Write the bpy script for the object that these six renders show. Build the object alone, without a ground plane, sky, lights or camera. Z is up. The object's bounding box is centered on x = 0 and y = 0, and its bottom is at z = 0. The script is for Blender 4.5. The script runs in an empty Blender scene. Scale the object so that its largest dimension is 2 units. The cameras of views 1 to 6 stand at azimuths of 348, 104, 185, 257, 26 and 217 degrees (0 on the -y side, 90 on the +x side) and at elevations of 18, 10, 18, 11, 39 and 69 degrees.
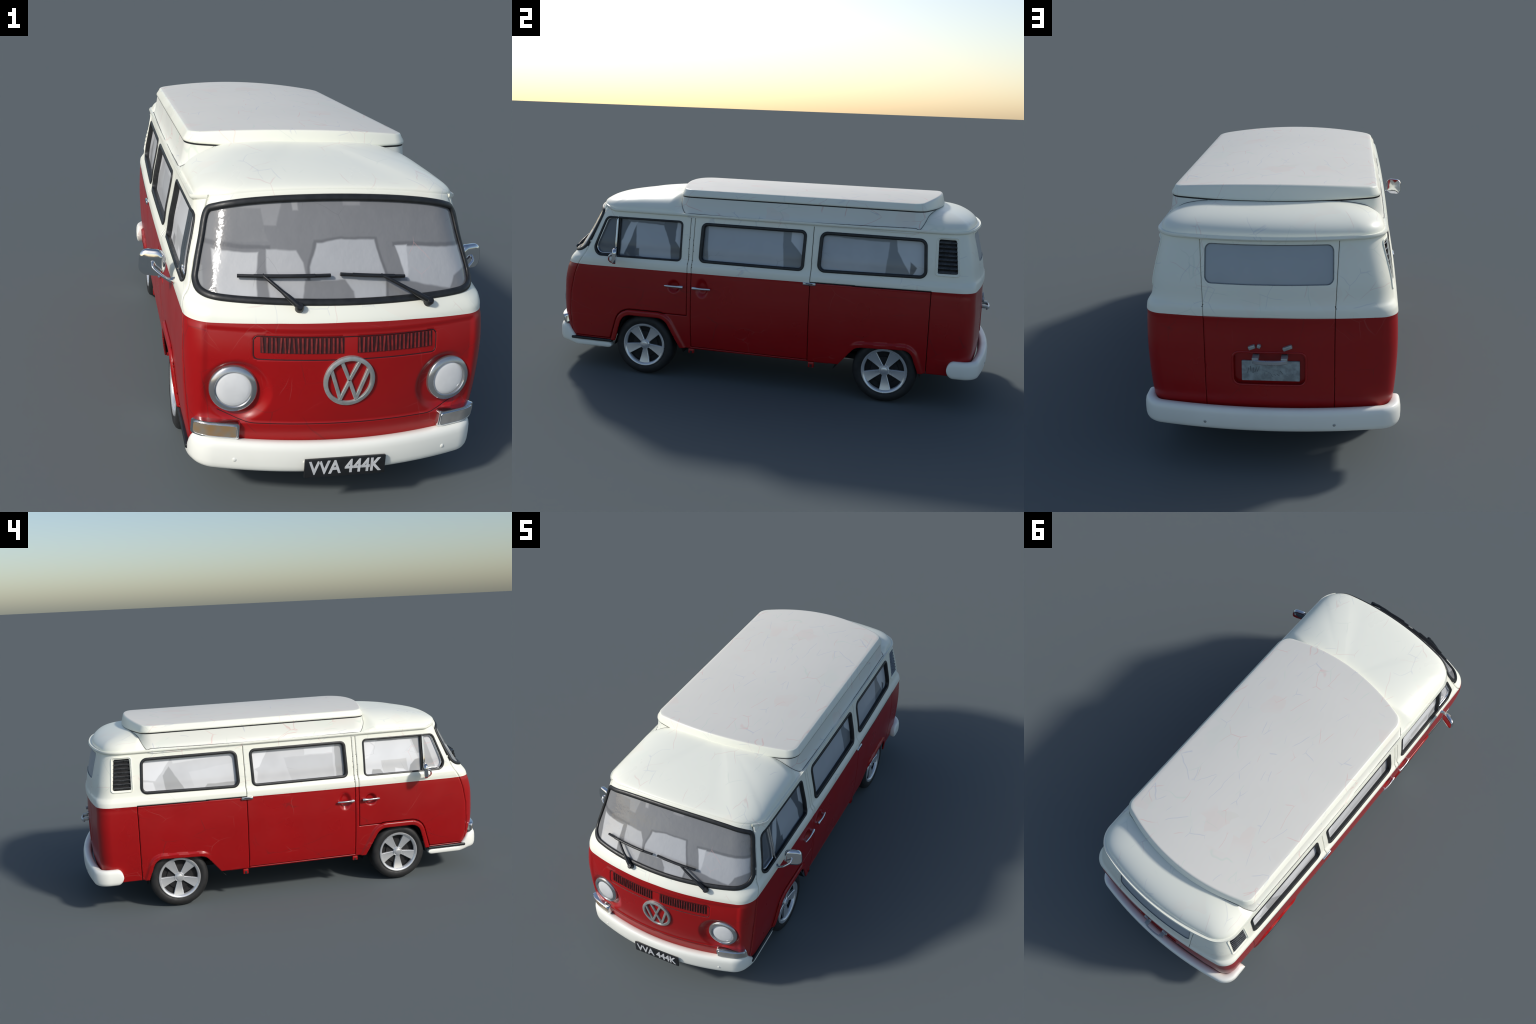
import bpy, bmesh, math
import numpy as np
from mathutils import Vector, Matrix

# =====================================================================
#  Two-tone camper van with a pop-top roof.  Front faces -y, metres.
# =====================================================================

# ------------------------------------------------------------ helpers
def pchip(xk, yk, x):
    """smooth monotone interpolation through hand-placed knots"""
    xk, yk, x = np.asarray(xk, float), np.asarray(yk, float), np.asarray(x, float)
    h = np.diff(xk); d = np.diff(yk) / h
    m = np.zeros_like(yk)
    for i in range(1, len(xk) - 1):
        if d[i - 1] * d[i] > 0:
            w1, w2 = 2 * h[i] + h[i - 1], h[i] + 2 * h[i - 1]
            m[i] = (w1 + w2) / (w1 / d[i - 1] + w2 / d[i])
    m[0], m[-1] = d[0], d[-1]
    x = np.clip(x, xk[0], xk[-1])
    i = np.clip(np.searchsorted(xk, x) - 1, 0, len(xk) - 2)
    s = (x - xk[i]) / h[i]
    return ((1 + 2 * s) * (1 - s) ** 2 * yk[i] + s * (1 - s) ** 2 * h[i] * m[i]
            + s * s * (3 - 2 * s) * yk[i + 1] + s * s * (s - 1) * h[i] * m[i + 1])


def smooth(a, b, x):
    s = np.clip((x - a) / (b - a), 0, 1)
    return s * s * (3 - 2 * s)


def rounded(verts, radii, n=9):
    """closed polygon with filleted corners"""
    V = [np.array(v, float) for v in verts]
    if not hasattr(radii, '__len__'):
        radii = [radii] * len(V)
    out = []
    for i, p in enumerate(V):
        a, b, r = V[i - 1], V[(i + 1) % len(V)], radii[i]
        ua, ub = a - p, b - p
        la, lb = np.linalg.norm(ua), np.linalg.norm(ub)
        ua, ub = ua / la, ub / lb
        ang = math.acos(np.clip(ua @ ub, -1, 1))
        t = min(r / math.tan(ang / 2), la * .49, lb * .49)
        r = t * math.tan(ang / 2)
        c = p + (ua + ub) / np.linalg.norm(ua + ub) * (r / math.sin(ang / 2))
        s, e = p + ua * t - c, p + ub * t - c
        a0 = math.atan2(s[1], s[0]); da = math.atan2(s[0] * e[1] - s[1] * e[0], s @ e)
        for k in range(n + 1):
            q = a0 + da * k / n
            out.append(c + r * np.array([math.cos(q), math.sin(q)]))
    return np.array(out)


def resample(P, step, closed=True):
    P = np.asarray(P, float)
    Q = np.vstack([P, P[:1]]) if closed else P
    L = np.r_[0, np.cumsum(np.linalg.norm(np.diff(Q, axis=0), axis=1))]
    n = max(8, int(L[-1] / step))
    s = np.linspace(0, L[-1], n + 1)
    R = np.stack([np.interp(s, L, Q[:, k]) for k in range(Q.shape[1])], 1)
    return R[:-1] if closed else R


def sdf(pts, poly):
    """signed distance to a polygon, positive inside"""
    shape = pts.shape[:-1]; p = pts.reshape(-1, 2)
    best = np.full(len(p), 1e9); inside = np.zeros(len(p), bool)
    for a, b in zip(poly, np.roll(poly, -1, 0)):
        e = b - a; l2 = e @ e
        if l2 < 1e-14: continue
        w = p - a; s = np.clip((w @ e) / l2, 0, 1)
        dd = w - s[:, None] * e
        best = np.minimum(best, (dd * dd).sum(1))
        cond = (a[1] > p[:, 1]) != (b[1] > p[:, 1])
        if abs(e[1]) > 1e-12:
            inside ^= cond & (p[:, 0] < a[0] + (p[:, 1] - a[1]) * e[0] / e[1])
    return (np.sqrt(best) * np.where(inside, 1, -1)).reshape(shape)


def spline_closed(ctrl, n=16):
    C = np.array(ctrl, float); out = []
    for i in range(len(C)):
        p0, p1, p2, p3 = C[i - 1], C[i], C[(i + 1) % len(C)], C[(i + 2) % len(C)]
        for k in range(n):
            s = k / n
            out.append(.5 * (2 * p1 + (p2 - p0) * s + (2 * p0 - 5 * p1 + 4 * p2 - p3) * s * s + (3 * p1 - p0 - 3 * p2 + p3) * s ** 3))
    return np.array(out)


# ------------------------------------------------------------ objects
VAN = bpy.data.objects.new("camper_van", None)
bpy.context.scene.collection.objects.link(VAN)
VAN["label"] = "Vintage red and white camper van with raised pop-top roof"
VAN["category"] = "camper van"


def add(name, mesh, parent=VAN, mats=(), smooth_angle=40):
    ob = bpy.data.objects.new(name, mesh)
    bpy.context.scene.collection.objects.link(ob)
    ob.parent = parent
    for m in mats:
        if m.name not in mesh.materials: mesh.materials.append(m)
    if smooth_angle is not None and len(mesh.polygons):
        mesh.polygons.foreach_set("use_smooth", [True] * len(mesh.polygons))
        if smooth_angle < 180:
            mesh.set_sharp_from_angle(angle=math.radians(smooth_angle))
    return ob


def mesh_of(name, verts, faces, slots=None):
    me = bpy.data.meshes.new(name)
    me.from_pydata([tuple(map(float, v)) for v in verts], [], [tuple(map(int, f)) for f in faces])
    if slots is not None:
        me.polygons.foreach_set("material_index", np.asarray(slots, np.int32))
    bm = bmesh.new(); bm.from_mesh(me)
    bmesh.ops.remove_doubles(bm, verts=bm.verts, dist=2e-5)
    bmesh.ops.recalc_face_normals(bm, faces=bm.faces)
    bm.to_mesh(me); bm.free()
    return me


def flip_mesh(me, name):
    """copy mirrored in x"""
    m2 = me.copy(); m2.name = name
    m2.transform(Matrix.Diagonal((-1, 1, 1, 1))); m2.flip_normals()
    return m2


def box(name, c, size, bevel=.002, rot=None, seg=2):
    bm = bmesh.new(); bmesh.ops.create_cube(bm, size=1)
    bmesh.ops.scale(bm, vec=size, verts=bm.verts)
    if bevel:
        bmesh.ops.bevel(bm, geom=bm.edges[:], offset=bevel, segments=seg, profile=.5, affect='EDGES')
    M = Matrix.Translation(c) @ (rot.to_4x4() if rot else Matrix())
    bm.transform(M)
    me = bpy.data.meshes.new(name); bm.to_mesh(me); bm.free()
    return me


def join_meshes(name, meshes):
    bm = bmesh.new()
    for m in meshes: bm.from_mesh(m)
    me = bpy.data.meshes.new(name); bm.to_mesh(me); bm.free()
    return me


def lathe(name, prof, axis, centre, n=64, closed=False):
    """profile rows (radius, along axis)"""
    V, F = [], []
    for r, h in prof:
        for k in range(n):
            a = 2 * math.pi * k / n
            q = {'x': (h, r * math.cos(a), r * math.sin(a)), 'y': (r * math.cos(a), h, r * math.sin(a)), 'z': (r * math.cos(a), r * math.sin(a), h)}[axis]
            V.append(np.array(q) + centre)
    m = len(prof)
    for i in range(m if closed else m - 1):
        j = (i + 1) % m
        for k in range(n):
            k2 = (k + 1) % n
            F.append((i * n + k, i * n + k2, j * n + k2, j * n + k))
    return mesh_of(name, V, F)


def sweep(name, P, N, section, closed=True):
    """sweep 2D section (along binormal, along normal) on path P with normals N"""
    P, N = np.asarray(P), np.asarray(N)
    n, k = len(P), len(section)
    T = np.roll(P, -1, 0) - np.roll(P, 1, 0) if closed else np.gradient(P, axis=0)
    T /= np.linalg.norm(T, axis=1)[:, None]
    N = N - (N * T).sum(1)[:, None] * T; N /= np.linalg.norm(N, axis=1)[:, None]
    B = np.cross(T, N)
    V = [P[i] + B[i] * s[0] + N[i] * s[1] for i in range(n) for s in section]
    F = []
    for i in range(n if closed else n - 1):
        i2 = (i + 1) % n
        for a in range(k):
            b = (a + 1) % k
            F.append((i * k + a, i * k + b, i2 * k + b, i2 * k + a))
    if not closed:
        F.append(tuple(range(k))[::-1]); F.append(tuple((n - 1) * k + a for a in range(k)))
    return mesh_of(name, V, F)


def ellipse(w, h, n=12, lift=0.):
    return [(w * math.cos(2 * math.pi * i / n), lift + h * math.sin(2 * math.pi * i / n)) for i in range(n)]


def tube(name, pts, r, n=10):
    P = np.array(pts, float); V, F = [], []
    T = np.gradient(P, axis=0); T /= np.linalg.norm(T, axis=1)[:, None]
    up = np.array([.3, .2, 1.])
    rr = r if hasattr(r, '__len__') else [r] * len(P)
    for i in range(len(P)):
        b = np.cross(T[i], up); b /= np.linalg.norm(b); c = np.cross(b, T[i])
        for k in range(n):
            a = 2 * math.pi * k / n
            V.append(P[i] + rr[i] * (b * math.cos(a) + c * math.sin(a)))
    for i in range(len(P) - 1):
        for k in range(n):
            k2 = (k + 1) % n
            F.append((i * n + k, i * n + k2, (i + 1) * n + k2, (i + 1) * n + k))
    F.append(tuple(range(n))); F.append(tuple((len(P) - 1) * n + k for k in range(n)))
    return mesh_of(name, V, F)


# ---------------------------------------------------------- materials
class Nodes:
    def __init__(self, name):
        self.m = bpy.data.materials.new(name); self.m.use_nodes = True
        self.t = self.m.node_tree; self.b = self.t.nodes["Principled BSDF"]
        self.co = self.new("ShaderNodeTexCoord").outputs["Object"]

    def new(self, kind, **kw):
        n = self.t.nodes.new(kind)
        for k, v in kw.items(): setattr(n, k, v)
        return n

    def link(self, a, b): self.t.links.new(a, b)

    def put(self, sock, v):
        if hasattr(v, "is_output"): self.link(v, sock)
        elif hasattr(v, "__len__") and len(v) == 3 and sock.type == 'RGBA': sock.default_value = (*v, 1)
        else: sock.default_value = v

    def math(self, op, a, b=0., clamp=False):
        n = self.new("ShaderNodeMath", operation=op, use_clamp=clamp)
        self.put(n.inputs[0], a); self.put(n.inputs[1], b)
        return n.outputs[0]

    def noise(self, scale, detail=3., rough=.5, co=None):
        n = self.new("ShaderNodeTexNoise"); n.inputs["Scale"].default_value = scale
        n.inputs["Detail"].default_value = detail; n.inputs["Roughness"].default_value = rough
        self.link(co or self.co, n.inputs["Vector"])
        return n

    def ramp(self, v, lo, hi, a=0., b=1.):
        n = self.new("ShaderNodeMapRange", interpolation_type='SMOOTHSTEP')
        self.put(n.inputs[0], v)
        for i, q in zip((1, 2, 3, 4), (lo, hi, a, b)): n.inputs[i].default_value = q
        return n.outputs[0]

    def mix(self, f, a, b):
        n = self.new("ShaderNodeMix", data_type='RGBA')
        self.put(n.inputs[0], f); self.put(n.inputs[6], a); self.put(n.inputs[7], b)
        return n.outputs[2]

    def warp(self, scale, amount):
        n = self.noise(scale, 2.)
        s = self.new("ShaderNodeVectorMath", operation='SUBTRACT'); self.link(n.outputs["Color"], s.inputs[0]); s.inputs[1].default_value = (.5, .5, .5)
        m = self.new("ShaderNodeVectorMath", operation='SCALE'); self.link(s.outputs[0], m.inputs[0]); m.inputs["Scale"].default_value = amount
        a = self.new("ShaderNodeVectorMath", operation='ADD'); self.link(self.co, a.inputs[0]); self.link(m.outputs[0], a.inputs[1])
        return a.outputs[0]

    def cracks(self, scale, width, patch_scale, lo, hi, co=None, seed=0.):
        """sparse hair-line scratches: cell borders showing only inside noise patches"""
        mp = self.new("ShaderNodeMapping"); mp.inputs["Location"].default_value = (seed, seed * 1.7, -seed)
        mp.inputs["Scale"].default_value = (1., .55, 1.)
        self.link(co or self.warp(9., .035), mp.inputs[0])
        v = self.new("ShaderNodeTexVoronoi", feature='DISTANCE_TO_EDGE'); v.inputs["Scale"].default_value = scale
        self.link(mp.outputs[0], v.inputs["Vector"])
        line = self.ramp(v.outputs["Distance"], 0., width, 1., 0.)
        mp2 = self.new("ShaderNodeMapping"); mp2.inputs["Location"].default_value = (seed + 3, 1 - seed, seed)
        self.link(self.co, mp2.inputs[0])
        n = self.noise(patch_scale, 1., .5, mp2.outputs[0])
        return self.math('MULTIPLY', line, self.ramp(n.outputs[0], lo, hi))

    def finish(self, colour, rough=.4, metallic=0., spec=.5, coat=0., bump=None, bump_dist=.001, bump_strength=.3):
        self.put(self.b.inputs["Base Color"], colour); self.put(self.b.inputs["Roughness"], rough)
        self.b.inputs["Metallic"].default_value = metallic
        self.b.inputs["Specular IOR Level"].default_value = spec
        self.b.inputs["Coat Weight"].default_value = coat; self.b.inputs["Coat Roughness"].default_value = .12
        if bump is not None:
            n = self.new("ShaderNodeBump"); n.inputs["Distance"].default_value = bump_dist; n.inputs["Strength"].default_value = bump_strength
            self.link(bump, n.inputs["Height"]); self.link(n.outputs[0], self.b.inputs["Normal"])
        return self.m


def red_paint():
    k = Nodes("red_paint")
    n = k.noise(3.5, 4.)
    c = k.mix(k.ramp(n.outputs[0], .35, .7), (.355, .0030, .0042), (.325, .0034, .0042))
    c = k.mix(k.math('MULTIPLY', k.cracks(8., .012, 7., .53, .62), .6), c, (.17, .012, .012))
    c = k.mix(k.math('MULTIPLY', k.cracks(11., .012, 5.5, .58, .66, seed=4.), .5), c, (.38, .06, .055))
    r = k.ramp(k.noise(6., 3.).outputs[0], .3, .75, .27, .36)
    return k.finish(c, r, spec=.5)


def white_paint(name, base, alt, amount=1., rough=.35, spec=.5):
    k = Nodes(name)
    n = k.noise(2.6, 4.)
    c = k.mix(k.ramp(n.outputs[0], .35, .7), base, alt)
    c = k.mix(k.math('MULTIPLY', k.cracks(9., .016, 8., .55, .62), .5 * amount), c, (.74, .46, .42))
    c = k.mix(k.math('MULTIPLY', k.cracks(12., .020, 9., .55, .62, seed=7.), .5 * amount), c, (.50, .53, .60))
    c = k.mix(k.math('MULTIPLY', k.cracks(7., .014, 7., .56, .63, seed=12.), .45 * amount), c, (.62, .70, .60))
    v = k.new("ShaderNodeTexVoronoi"); v.inputs["Scale"].default_value = 13.; k.link(k.warp(9., .06), v.inputs["Vector"])
    sep = k.new("ShaderNodeSeparateColor"); k.link(v.outputs["Color"], sep.inputs[0])
    n2 = k.noise(3.3, 2.)
    where = k.ramp(n2.outputs[0], .50, .62)
    pink = k.math('MULTIPLY', k.ramp(sep.outputs[0], .80, .84), where); green = k.math('MULTIPLY', k.ramp(sep.outputs[1], .78, .82), where)
    c = k.mix(k.math('MULTIPLY', pink, .28 * amount), c, tuple(q * w for q, w in zip(base, (1., .86, .84))))
    c = k.mix(k.math('MULTIPLY', green, .30 * amount), c, tuple(q * w for q, w in zip(base, (.90, .98, .95))))
    r = k.ramp(k.noise(5., 3.).outputs[0], .3, .75, rough - .06, rough + .06)
    return k.finish(c, r, spec=spec)


def plain(name, c, rough=.5, metallic=0., spec=.5, vary=.06, scale=20., coat=0.):
    k = Nodes(name)
    n = k.noise(scale, 3.)
    lo = tuple(q * (1 - vary) for q in c); hi = tuple(min(1, q * (1 + vary)) for q in c)
    return k.finish(k.mix(k.ramp(n.outputs[0], .3, .7), lo, hi), k.ramp(k.noise(scale * 1.7, 2.).outputs[0], .3, .7, rough * .88, rough * 1.12), metallic, spec, coat)


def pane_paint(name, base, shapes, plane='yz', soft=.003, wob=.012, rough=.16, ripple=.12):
    """opaque pane painted with blinds, curtains, seats and reflected glare:
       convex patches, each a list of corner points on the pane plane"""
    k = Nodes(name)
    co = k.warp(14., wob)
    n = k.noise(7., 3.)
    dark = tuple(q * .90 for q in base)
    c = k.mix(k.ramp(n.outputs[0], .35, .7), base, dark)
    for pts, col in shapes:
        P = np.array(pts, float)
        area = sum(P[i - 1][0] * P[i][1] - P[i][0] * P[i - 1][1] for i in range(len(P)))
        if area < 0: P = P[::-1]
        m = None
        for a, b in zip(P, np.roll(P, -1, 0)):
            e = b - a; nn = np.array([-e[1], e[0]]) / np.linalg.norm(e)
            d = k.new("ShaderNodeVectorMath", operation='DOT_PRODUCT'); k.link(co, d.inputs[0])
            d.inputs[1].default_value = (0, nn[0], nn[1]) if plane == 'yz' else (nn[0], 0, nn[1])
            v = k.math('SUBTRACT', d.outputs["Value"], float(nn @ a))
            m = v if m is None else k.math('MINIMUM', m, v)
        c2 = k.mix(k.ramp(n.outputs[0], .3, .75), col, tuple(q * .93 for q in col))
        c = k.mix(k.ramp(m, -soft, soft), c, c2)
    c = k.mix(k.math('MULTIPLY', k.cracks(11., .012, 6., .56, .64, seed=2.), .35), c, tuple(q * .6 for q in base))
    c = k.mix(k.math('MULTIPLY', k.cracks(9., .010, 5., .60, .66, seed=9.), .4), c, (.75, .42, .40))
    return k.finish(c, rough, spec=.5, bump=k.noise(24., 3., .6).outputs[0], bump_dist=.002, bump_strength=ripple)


RED = red_paint()
WHITE = white_paint("cream_white_paint", (.93, .93, .805), (.90, .905, .79), .65, .33, .4)
LID = white_paint("matt_white_lid", (.765, .742, .675), (.737, .720, .655), 1.1, .62, .25)
SKIRT = white_paint("grey_white_skirt", (.83, .83, .75), (.80, .805, .73), 1.2, .42, .4)
BUMPER = plain("white_bumper_enamel", (.93, .93, .85), .32, vary=.02, scale=6)
RUBBER = plain("black_rubber", (.016, .017, .018), .42, vary=.25, scale=60)
TYRE = plain("tyre_rubber", (.018, .018, .018), .62, vary=.2, scale=30)
CHROME = plain("chrome", (.74, .75, .76), .10, 1., vary=.03)
ALLOY = plain("polished_alloy", (.76, .77, .78), .28, .65, vary=.03, scale=8)
LAMP_RING = plain("satin_chrome", (.50, .51, .52), .22, .85, vary=.05, scale=30)
DULL = plain("dull_silver", (.40, .42, .41), .34, .45, vary=.12, scale=60)
LENS = plain("frosted_lens", (.74, .75, .75), .22, vary=.04, scale=25)
AMBER = plain("amber_lens", (.26, .16, .08), .22, vary=.25, scale=30)
DARK = plain("dark_underside", (.012, .012, .013), .8, vary=.2)
SHADOW_RED = plain("red_darkened_for_shade", (.035, .004, .005), .5, vary=.2, scale=30)
BLACK = plain("black_plastic", (.014, .015, .017), .38, vary=.2, scale=40)
SLAT = plain("grey_louvre", (.15, .155, .16), .28, .4, vary=.2, scale=40)  # base grey lightened to carry the highlight lines on the slat edges
SLOT_RED = plain("dark_red_slat", (.15, .008, .009), .4, vary=.35, scale=70)
JOINT = plain("joint_sealant", (.16, .165, .155), .6, vary=.4, scale=80)
LETTER = plain("plate_letters", (.62, .63, .64), .35, vary=.10, scale=70)
REAR_PLATE = plain("worn_grey_plate", (.30, .34, .345), .4, vary=.25, scale=55)
REAR_GLASS = plain("frosted_rear_glass", (.385, .425, .455), .22, vary=.05, scale=5)

# =====================================================================
#  BODY SURFACE: plan curves stacked over height
# =====================================================================
ZK = [.10, .145, .20, .30, .40, .47, .487, .502, .518, .530, .542, .60, .66, .72, .80]
XS = [.370, .379, .388, .397, .401, .4005, .400, .402, .401, .395, .3875, .379, .368, .358, .346]
YF = [-.930, -.946, -.961, -.969, -.966, -.954, -.948, -.944, -.934, -.923, -.9135, -.876, -.838, -.803, -.755]
AF = [.47, .47, .47, .48, .48, .49, .50, .50, .50, .50, .50, .52, .49, .45, .42]
RF = [.088, .088, .086, .084, .080, .080, .084, .088, .092, .10, .105, .115, .12, .12, .12]
YR = [.925, .940, .953, .960, .960, .958, .959, .962, .963, .962, .957, .948, .935, .920, .900]
AR = [.24, .24, .24, .24, .24, .26, .27, .29, .32, .34, .36, .39, .42, .45, .47]
RR = [.065, .065, .065, .065, .065, .065, .068, .07, .072, .076, .08, .085, .09, .095, .10]
SB = [.010, .010, .010, .010, .011, .013, .014, .015, .016, .016, .015, .013, .012, .012, .012]
SIDE_BULGE, SIDE_MID = .013, .05
TS = [0, .155, .185, .815, .855, 1.0]          # t at section borders
NZ, ND = 300, (220, 70, 500, 90, 200)


def corner(yc, a, r, xs, sgn):
    """fillet between end curve y = yc + sgn*a*x^2 and the side curve; front sgn=+1, rear -1"""
    side = lambda y: xs - SIDE_BULGE * (y - SIDE_MID) ** 2
    lo, hi = 0.05, .45
    for _ in range(40):
        x = (lo + hi) / 2
        n = np.array([-2 * a * x, 1.]); n /= np.linalg.norm(n)
        c = np.array([x, a * x * x]) + r * n
        if c[0] + r > side(yc + sgn * c[1]): hi = x
        else: lo = x
    return x, np.array([c[0], yc + sgn * c[1]]), math.atan2(-n[1], -n[0])


def plan(z):
    g = lambda k: float(pchip(ZK, k, z))
    global SIDE_BULGE
    xs, yf, af, rf, yr, ar, rr, SIDE_BULGE = map(g, (XS, YF, AF, RF, YR, AR, RR, SB))
    xf, cf, tf = corner(yf, af, rf, xs, 1)
    xr, cr, tr = corner(yr, ar, rr, xs, -1)
    out = []
    x = np.linspace(0, xf, ND[0], endpoint=False); out.append(np.stack([x, yf + af * x * x], 1))
    q = np.linspace(tf, 0, ND[1], endpoint=False); out.append(cf + rf * np.stack([np.cos(q), np.sin(q)], 1))
    y = np.linspace(cf[1], cr[1], ND[2], endpoint=False)
    s = np.stack([xs - SIDE_BULGE * (y - SIDE_MID) ** 2, y], 1)
    s[:, 0] += np.interp(y, [cf[1], cr[1]], [cf[0] + rf - s[0, 0], cr[0] + rr - (xs - SIDE_BULGE * (cr[1] - SIDE_MID) ** 2)])
    out.append(s)
    q = np.linspace(0, tr, ND[3], endpoint=False); out.append(cr + rr * np.stack([np.cos(q), -np.sin(q)], 1))
    x = np.linspace(xr, 0, ND[4]); out.append(np.stack([x, yr - ar * x * x], 1))
    return np.vstack(out)


ZT = np.linspace(.10, .80, NZ)
TABLE = np.stack([plan(z) for z in ZT])
TT = np.concatenate([np.linspace(TS[i], TS[i + 1], ND[i], endpoint=(i == 4)) for i in range(5)])


def base(t, z):
    t, z = np.broadcast_arrays(np.asarray(t, float), np.asarray(z, float))
    fz = np.clip((z - ZT[0]) / (ZT[1] - ZT[0]), 0, NZ - 1.001); i = fz.astype(int); a = (fz - i)[..., None]
    j = np.clip(np.searchsorted(TT, np.clip(t, 0, 1), side='right') - 1, 0, len(TT) - 2)
    b = ((np.clip(t, 0, 1) - TT[j]) / (TT[j + 1] - TT[j]))[..., None]
    p = (TABLE[i, j] * (1 - b) + TABLE[i, j + 1] * b) * (1 - a) + (TABLE[i + 1, j] * (1 - b) + TABLE[i + 1, j + 1] * b) * a
    return np.concatenate([p, z[..., None]], -1)


def normal(t, z):
    h, k = .003, .003
    dt = base(np.minimum(t + h, 1), z) - base(np.maximum(t - h, 0), z)
    dz = base(t, np.minimum(z + k, .799)) - base(t, np.maximum(z - k, .101))
    n = np.cross(dt, dz); n /= np.linalg.norm(n, axis=-1, keepdims=True) + 1e-12
    return n


def z_red(t):      # paint line
    return np.interp(t, [0, .08, .155, .2, .45, .80, .86, 1], [.4995, .4965, .489, .487, .491, .500, .503, .507])


def z_top(t):      # where the walls meet the roof
    x = base(t, np.full(np.shape(t), .75))[..., 0]
    f = .742 + np.where(np.asarray(t) < .3, .042 * np.clip(1 - (x / .346) ** 2, 0, 1) ** .6, 0)
    return f + .001 * smooth(.80, .87, t)


# ---- openings and seams (side: y,z   front/rear: x,z)
ARCH_F = rounded([(-.668, .08), (-.607, .274), (-.405, .275), (-.300, .08)], [.01, .055, .055, .01])
ARCH_R = rounded([(.325, .08), (.452, .234), (.680, .244), (.738, .08)], [.01, .05, .045, .01])
WIN_DOOR = rounded([(-.336, .536), (-.338, .710), (-.703, .708), (-.766, .532)], [.018, .018, .03, .035])
WIN_MID = rounded([(-.253, .539), (-.249, .709), (.216, .709), (.212, .539)], .024)
WIN_BACK = rounded([(.271, .541), (.276, .709), (.716, .708), (.727, .549)], .03)
VENT = rounded([(.768, .573), (.764, .712), (.836, .711), (.850, .574)], .008)
WIN_REAR = rounded([(-.195, .605), (-.194, .7225), (.194, .7225), (.195, .605)], .02)
scr = [(0, .772), (.13, .768), (.24, .757), (.305, .742), (.332, .722), (.347, .66), (.361, .60), (.366, .565), (.350, .542), (.29, .535), (.15, .5335), (0, .533)]
SCREEN = spline_closed(scr + [(-x, z) for x, z in scr[-2:0:-1]], 8)
GRILLE = rounded([(-.233, .409), (-.233, .466), (.233, .466), (.233, .409)], .012)
RECESS = rounded([(-.113, .283), (-.113, .393), (.113, .393), (.113, .283)], .022)
DOOR_EDGE = ([.10, .145, .25, .35, .44, .487, .51, .53, .60, .70, .76], [-.862, -.863, -.868, -.862, -.843, -.826, -.812, -.800, -.770, -.733, -.712])
HEAD_X, HEAD_Z = .279, .325
DOOR_REAR, SLIDE_FRONT, SLIDE_REAR, QUARTER_REAR = -.302, -.283, .245, .748


def f_arch(P):
    q = P[..., 1:3]
    side = np.abs(P[..., 0]) > .30
    return np.where(side, np.minimum(-sdf(q, ARCH_F), -sdf(q, ARCH_R)), 1.)


def disp(P):
    """surface relief: arch lips, door-handle hollows, front swage, lamp bowls"""
    d = np.zeros(P.shape[:-1])
    x, y, z = np.abs(P[..., 0]), P[..., 1], P[..., 2]
    side = (x > .30) & (np.abs(y) < .80)
    q = P[..., 1:3]
    near = side & (z < .34)
    a = np.full(d.shape, 1.); a[near] = -sdf(q[near], ARCH_F)
    d += np.where(near, .009 * smooth(.026, .017, a), 0)
    a = np.full(d.shape, 1.); a[near] = -sdf(q[near], ARCH_R)
    d += np.where(near, .009 * smooth(.024, .015, a) * smooth(.42, .47, y), 0)
    h = np.hypot(y + .362, (z - .424)); d -= np.where(side, .014 * smooth(.032, .014, h), 0)
    h = np.hypot((y + .232) / .85, (z - .426) / 1.25); d -= np.where(side, .012 * smooth(.038, .016, h), 0)
    front = y < -.80
    fx = np.where(front, 1., 0.)
    # pressed nose panel bounded by a step above and a crease below
    w = smooth(.352, .338, x) * smooth(.483, .474, z) * smooth(.238, .243, z)
    d -= .0045 * fx * w
    h = np.hypot(x - HEAD_X + .012, z - HEAD_Z + .004)
    d -= .014 * fx * smooth(.085, .060, h)
    return d


def pos(t, z, off=0.):
    P = base(t, z); n = normal(t, z)
    return P + n * (disp(P) + off)[..., None]


# ---- shared grid
NT, NR, NW = 640, 92, 66
tg = np.linspace(0, 1, NT)
vg = np.linspace(0, 2, NR + NW + 1)
vg = np.r_[np.linspace(0, 1, NR + 1), np.linspace(1, 2, NW + 1)[1:]]
Z_BOTTOM = .145


def row_z(t, v):
    zr, zt = z_red(t), z_top(t)
    return np.where(v < 1, Z_BOTTOM + (zr - Z_BOTTOM) * v, zr + (zt - zr) * (v - 1))


def ij_to_tz(I, J):
    t = np.interp(I, np.arange(NT), tg); v = np.interp(J, np.arange(len(vg)), vg)
    return t, row_z(t, v)


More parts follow.
